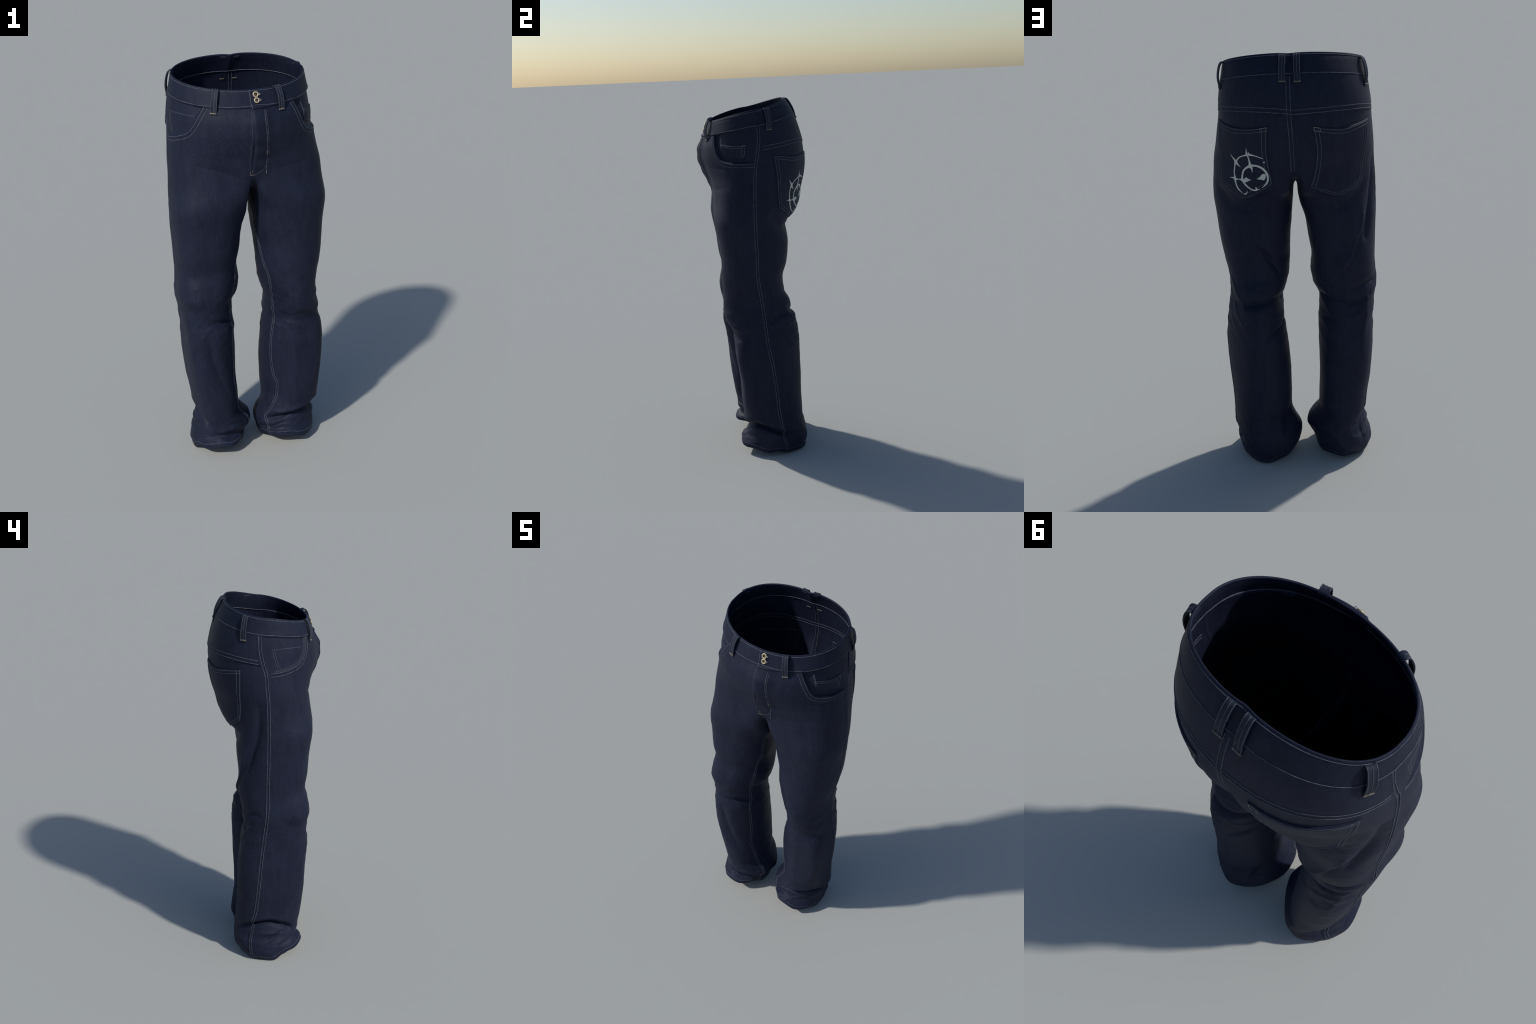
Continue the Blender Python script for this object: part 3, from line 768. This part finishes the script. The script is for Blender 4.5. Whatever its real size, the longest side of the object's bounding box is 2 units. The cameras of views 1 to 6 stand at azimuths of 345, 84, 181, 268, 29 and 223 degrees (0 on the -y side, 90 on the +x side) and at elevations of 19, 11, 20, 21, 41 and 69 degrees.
# front pockets
def mouth_line(sgn, mouth, d, a0, a1, n=26):
    out = []
    for a in np.linspace(a0, a1, n):
        z = float(interp(mouth[:, 0], mouth[:, 1], a)); k = np.radians(a)
        e = (float(interp(mouth[:, 0], mouth[:, 1], a + .5)) - float(interp(mouth[:, 0], mouth[:, 1], a - .5))) / np.radians(1) / .31
        nx, nz = e / math.hypot(1, e), -1 / math.hypot(1, e)        # outwards from the opening, in (arc, z)
        k += nx * d / .31; z += nz * d
        d_ = Vector((sgn * math.cos(k), -math.sin(k), 0))
        hit = skin.tree.ray_cast(Vector((0, 0, z)) + d_ * .8, -d_)
        out.append(tuple(hit[0]))
    return out
for sgn, mouth, a1 in ((1, MOUTH_L, 46.5), (-1, MOUTH_R, 41.8)):
    for d in (.006, .022):
        stitch(mouth_line(sgn, mouth, d, 1.5, a1))
# fly
stitch(FLY_STITCH[:9]); sew.cord(lay(FLY_STITCH[8:], lift=-.0003), .0009, .0007); sew.cord(lay([(x + .009, y, z) for x, y, z in FLY_STITCH[:7]]), .0010, .0008)
sew.cord(lay(FLY_EDGE, lift=-.0004), .0008, .0006)
tack([(.052, -.265, 1.607), (.053, -.255, 1.588)]); tack([(.052, -.232, 1.512), (.052, -.232, 1.492)], .0016)
stitch([(.053, -.236, 1.535), (.052, -.232, 1.512)])
tack([(-.025, -.218, 1.512), (-.024, -.216, 1.494)], .0014); tack([(-.024, -.216, 1.494), (.002, -.216, 1.494)], .0014); tack([(-.010, -.22, 1.518), (-.010, -.22, 1.505)], .0014)
# hems
for s in (1, -1):
    g = IDS[s][1]
    row = V[g[-1]] * 0
    k = LEGROWS - 11
    path = [(V[i] + N[i] * .0004, N[i]) for i in np.append(g[k][::2], g[k][0])]
    sew.cord(path, .0011, .0007)

# ------------------------------------------------------------------ coin pocket and pocket bags
CP, CN = grid_between([(.258, -.19, 1.772), (.289, -.147, 1.764), (.313, -.101, 1.762), (.331, -.047, 1.764)],
                      [(.269, -.179, 1.714), (.30, -.14, 1.699), (.325, -.10, 1.694), (.335, -.066, 1.692)],
                      [(.258, -.19, 1.772), (.264, -.185, 1.735), (.269, -.179, 1.714)],
                      [(.331, -.047, 1.764), (.333, -.056, 1.713), (.335, -.066, 1.692)], 30, 24)
solid_sheet("coin_pocket", CP, CN, .0032, DENIM)
for a, b in ((0, 1), (3, 4)):
    for i in ((a,) if a == 0 else (a,)):
        stitch([tuple(CP[1 + i, j]) for j in range(0, 30, 3)])
for j in (25, 28):
    stitch([tuple(CP[i, j]) for i in range(0, 24, 3)])
for dx in (0, .010):
    stitch([(.250 + dx, -.190, 1.812), (.257 + dx, -.188, 1.778), (.264 + dx, -.184, 1.735)])
tack([tuple(CP[1, 1]), tuple(CP[3, 1])], .002); tack([tuple(CP[0, 25]), tuple(CP[0, 29])], .0014)
sew.cord(lay([(-.267, -.182, 1.781), (-.316, -.111, 1.788), (-.342, -.015, 1.790)], lift=-.0002), .0010, .0006)
for dy in (0, .012):
    sew.cord(lay([(-.344, -.023 - dy, 1.789), (-.346, -.031 - dy, 1.744), (-.348, -.048 - dy, 1.690)], lift=-.0002), .0010, .0006)

inbar = Stuff()
for x in (.044, -.020):
    for dx in (-.012, .012):
        insew.cord([(p[0] - p[1] * .0028, p[1]) for p in [(lambda h: (h[0] - h[1] * .0048, -h[1]))(snap((x + dx, .25, z))) for z in np.linspace(1.90, 1.872, 5)]], W, H)
    inbar.cord([(lambda h: (h[0] - h[1] * .006, -h[1]))(snap((x + dx, .255, 1.872))) for dx in np.linspace(-.013, .013, 6)], .0030, .0015)
inbar.make("inside_bar_tacks", TAN, ROOT)
sew.make("stitching", THREAD, ROOT)
insew.make("inside_stitching", THREAD, ROOT)

# ------------------------------------------------------------------ belt loops
def belt_loop(bottom, topp, bulge, width=.030):
    pb, nb = snap(bottom); pt, nt_ = snap(topp)
    pb, pt = on_top(pb, nb), on_top(pt, nt_)
    n = (nb + nt_) / 2; n /= np.linalg.norm(n)
    t = np.cross(n, pt - pb); t /= np.linalg.norm(t)
    # path: tucked over the rim, bowed out over the band, sewn flat below it
    prof = [(.92, -.0085), (.98, -.0075), (1.012, -.004), (1.018, .002), (1.004, .0078), (.965, .0115), (.89, .0145), (.75, .0165), (.55, .0165), (.36, .0135), (.22, .0085), (.12, .0045), (.05, .0030), (.0, .0030)]
    P = [pb + (pt - pb) * a + n * (b * bulge / .0165 if b > .004 else b) for a, b in prof]
    P = smooth_path(P, .005)
    T = np.gradient(P, axis=0); T /= np.linalg.norm(T, axis=1, keepdims=True)
    Nn = np.cross(t, T) ; Nn *= np.sign((Nn @ n).sum())
    th = .0050
    sec = [(-.5, 0), (-.47, .5), (-.30, .42), (-.1, .36), (.1, .36), (.30, .42), (.47, .5), (.5, 0), (.47, -.5), (-.47, -.5)]
    m = len(sec); vs = []; fs = []
    for p, q in zip(P, Nn):
        vs += [tuple(p + t * a * width + q * b * th) for a, b in sec]
    for i in range(len(P) - 1):
        for k in range(m):
            k2 = (k + 1) % m
            fs.append((i * m + k, i * m + k2, (i + 1) * m + k2, (i + 1) * m + k))
    fs.append(tuple(range(m))); fs.append(tuple((len(P) - 1) * m + k for k in range(m))[::-1])
    a = np.cross(np.array(vs[fs[1][2]]) - vs[fs[1][0]], np.array(vs[fs[1][3]]) - vs[fs[1][1]])
    if a @ Nn[0] < 0: fs = [f[::-1] for f in fs]
    ob = sharp(add_object("belt_loop", vs, fs, WORN, ROOT), 50)
    st = Stuff()
    for off in (-.42, -.02, .42):
        st.cord([(p + t * off * width + q * th * (.5 if abs(off) > .3 else .42), q) for p, q in list(zip(P, Nn))[4:]], .0011, .0009)
    st.make("loop_stitching", THREAD, ob)
    tk = Stuff()
    tk.cord([(P[-2] + t * k * width + Nn[-2] * th * .5, Nn[-2]) for k in np.linspace(-.5, .5, 8)], .0034, .0022)
    tk.make("bar_tack", TAN, ob)

for b, t_, bulge in (((-.180, -.225, 1.786), (-.163, -.215, 1.897), .017), ((.127, -.235, 1.779), (.114, -.219, 1.890), .022),
                     ((-.310, .115, 1.833), (-.303, .100, 1.955), .018), ((.309, .076, 1.833), (.298, .066, 1.948), .018),
                     ((.047, .246, 1.877), (.044, .19, 1.983), .0145), ((-.020, .251, 1.876), (-.021, .19, 1.984), .0145)):
    belt_loop(b, t_, bulge)
bar.make("bar_tacks", TAN, ROOT)

# ------------------------------------------------------------------ buttons
def ring(name, c, axis, up, R, r, squash, parent, mat):
    axis = axis / np.linalg.norm(axis); up = up - axis * (up @ axis); up /= np.linalg.norm(up); side = np.cross(up, axis)
    vs, fs = [], []; A, B = 40, 14
    for i in range(A):
        a = 2 * math.pi * i / A; d = side * math.cos(a) * squash + up * math.sin(a)
        for j in range(B):
            b = 2 * math.pi * j / B
            vs.append(tuple(c + d * (R + r * math.cos(b)) + axis * r * .8 * math.sin(b)))
    for i in range(A):
        for j in range(B):
            fs.append((i * B + j, ((i + 1) % A) * B + j, ((i + 1) % A) * B + (j + 1) % B, i * B + (j + 1) % B))
    return add_object(name, vs, fs, mat, parent)
def disc(name, c, axis, up, R, h, parent, mat):
    axis = axis / np.linalg.norm(axis); up = up - axis * (up @ axis); up /= np.linalg.norm(up); side = np.cross(up, axis)
    vs, fs = [], []; A = 24
    for k, (rr, hh) in enumerate(((1, 0), (1, .7), (.8, 1))):
        for i in range(A):
            a = 2 * math.pi * i / A
            vs.append(tuple(c + (side * math.cos(a) + up * math.sin(a)) * R * rr + axis * h * hh))
    for k in range(2):
        for i in range(A):
            i2 = (i + 1) % A
            fs.append((k * A + i, k * A + i2, (k + 1) * A + i2, (k + 1) * A + i))
    fs.append(tuple(2 * A + i for i in range(A)))
    return sharp(add_object(name, vs, fs, mat, parent), 40)
for (x, y, z), R in (((.012, -.245, 1.864), .0105), ((.014, -.25, 1.838), .0098)):
    p, n = snap((x, y, z)); p = on_top(p, n)
    but = ring("button", p + n * .0050, n, np.array([0, 0, 1.0]), R, .0037, 1.0, ROOT, BRASS)
    disc("button_shank", p - n * .001, n, np.array([0, 0, 1.0]), R * .45, .004, but, DARK)
    st = Stuff()
    right = np.cross(np.array([0, 0, 1.0]), n); right /= np.linalg.norm(right); right *= np.sign(right[0])
    loop = [p + right * (R + a) + np.array([0, 0, b]) + n * h for a, b, h in ((0, .004, .004), (.007, .003, .007), (.011, 0, .006), (.007, -.003, .004), (0, -.004, .003))]
    st.cord([(q, n) for q in smooth_path(loop, .002)], .0012, .0012)
    st.make("button_pin", STEEL, but)

# ------------------------------------------------------------------ printed ornament on one back pocket
# strokes in picture units: (across, down, width), laid out on the pocket
ORNAMENT = [
    [(800, 650, 90), (700, 700, 58), (625, 775, 48), (597, 870, 42), (592, 980, 52), (640, 1090, 45), (740, 1190, 40), (850, 1260, 36), (940, 1280, 36), (1060, 1248, 8)],
    [(810, 650, 90), (880, 645, 55), (960, 658, 52), (1080, 710, 55), (1180, 800, 58), (1238, 910, 60), (1253, 1000, 46), (1230, 1090, 55), (1170, 1165, 34), (1100, 1222, 8)],
    [(790, 660, 90), (772, 540, 42), (738, 420, 32), (702, 345, 48), (692, 270, 24), (685, 190, 3)],
    [(800, 660, 110), (838, 735, 42), (846, 830, 3)],
    [(705, 365, 46), (610, 390, 30), (515, 430, 34), (457, 500, 36), (428, 560, 72), (470, 622, 42), (505, 655, 26), (548, 688, 3)],
    [(430, 565, 85), (378, 495, 42), (330, 438, 22), (278, 368, 3)],
    [(412, 560, 60), (390, 680, 30), (380, 800, 30), (386, 900, 30), (402, 985, 70), (412, 1060, 40), (445, 1170, 36), (505, 1270, 32), (595, 1352, 10)],
    [(405, 990, 76), (345, 968, 34), (262, 968, 6)],
    [(400, 995, 80), (480, 1000, 24), (540, 1000, 40), (610, 1010, 120)],
    [(735, 290, 3), (768, 355, 58), (850, 376, 36), (950, 405, 22), (1050, 445, 18), (1130, 480, 6)],
    [(1105, 565, 3), (1140, 568, 30), (1162, 570, 42)],
    [(940, 1180, 3), (955, 1232, 40), (975, 1262, 60)],
    [(732, 1293, 3), (712, 1345, 30), (672, 1382, 36), (622, 1370, 6)],
    [(822, 1015, 3), (765, 1012, 50), (700, 1010, 130), (668, 1005, 165), (642, 985, 90)],
    [(965, 990, 3), (1050, 975, 75), (1110, 955, 165), (1155, 945, 185), (1190, 950, 100)]]
def orn_xz(u, v):
    """Picture units to the (x, z) plane of the seat."""
    return 0.3292 + -0.0001744 * u + 0.0000108 * v, 1.6260 + 0.0000179 * u + -0.0001851 * v
PT = top
emb_v, emb_f = [], []
for stroke in ORNAMENT:
    S = smooth_path([(a, b, w * .88) for a, b, w in stroke], 14)
    T = np.gradient(S[:, :2], axis=0); T /= np.maximum(np.linalg.norm(T, axis=1, keepdims=True), 1e-9)
    base = len(emb_v)
    for (a, b, w), (tx, ty) in zip(S, T):
        for e, h in ((-.5, -.002), (-.5, .0016), (0, .0019), (.5, .0016), (.5, -.002)):
            x, z = orn_xz(a - ty * w * e, b + tx * w * e)
            hit = PT.tree.ray_cast(Vector((x, .6, z)), Vector((0, -1, 0)))
            q, nn = np.array(hit[0]), np.array(hit[1])
            emb_v.append(tuple(q + nn * h))
    for i in range(len(S) - 1):
        for k in range(4):
            emb_f.append((base + i * 5 + k, base + i * 5 + k + 1, base + (i + 1) * 5 + k + 1, base + (i + 1) * 5 + k))
    emb_f.append(tuple(base + k for k in range(5))); emb_f.append(tuple(base + (len(S) - 1) * 5 + k for k in range(5))[::-1])
import bmesh
orn = add_object("printed_ornament", emb_v, emb_f, PRINT, POCKETS["L"][0], smooth=False)
bm = bmesh.new(); bm.from_mesh(orn.data); bmesh.ops.recalc_face_normals(bm, faces=bm.faces); bm.to_mesh(orn.data); bm.free()
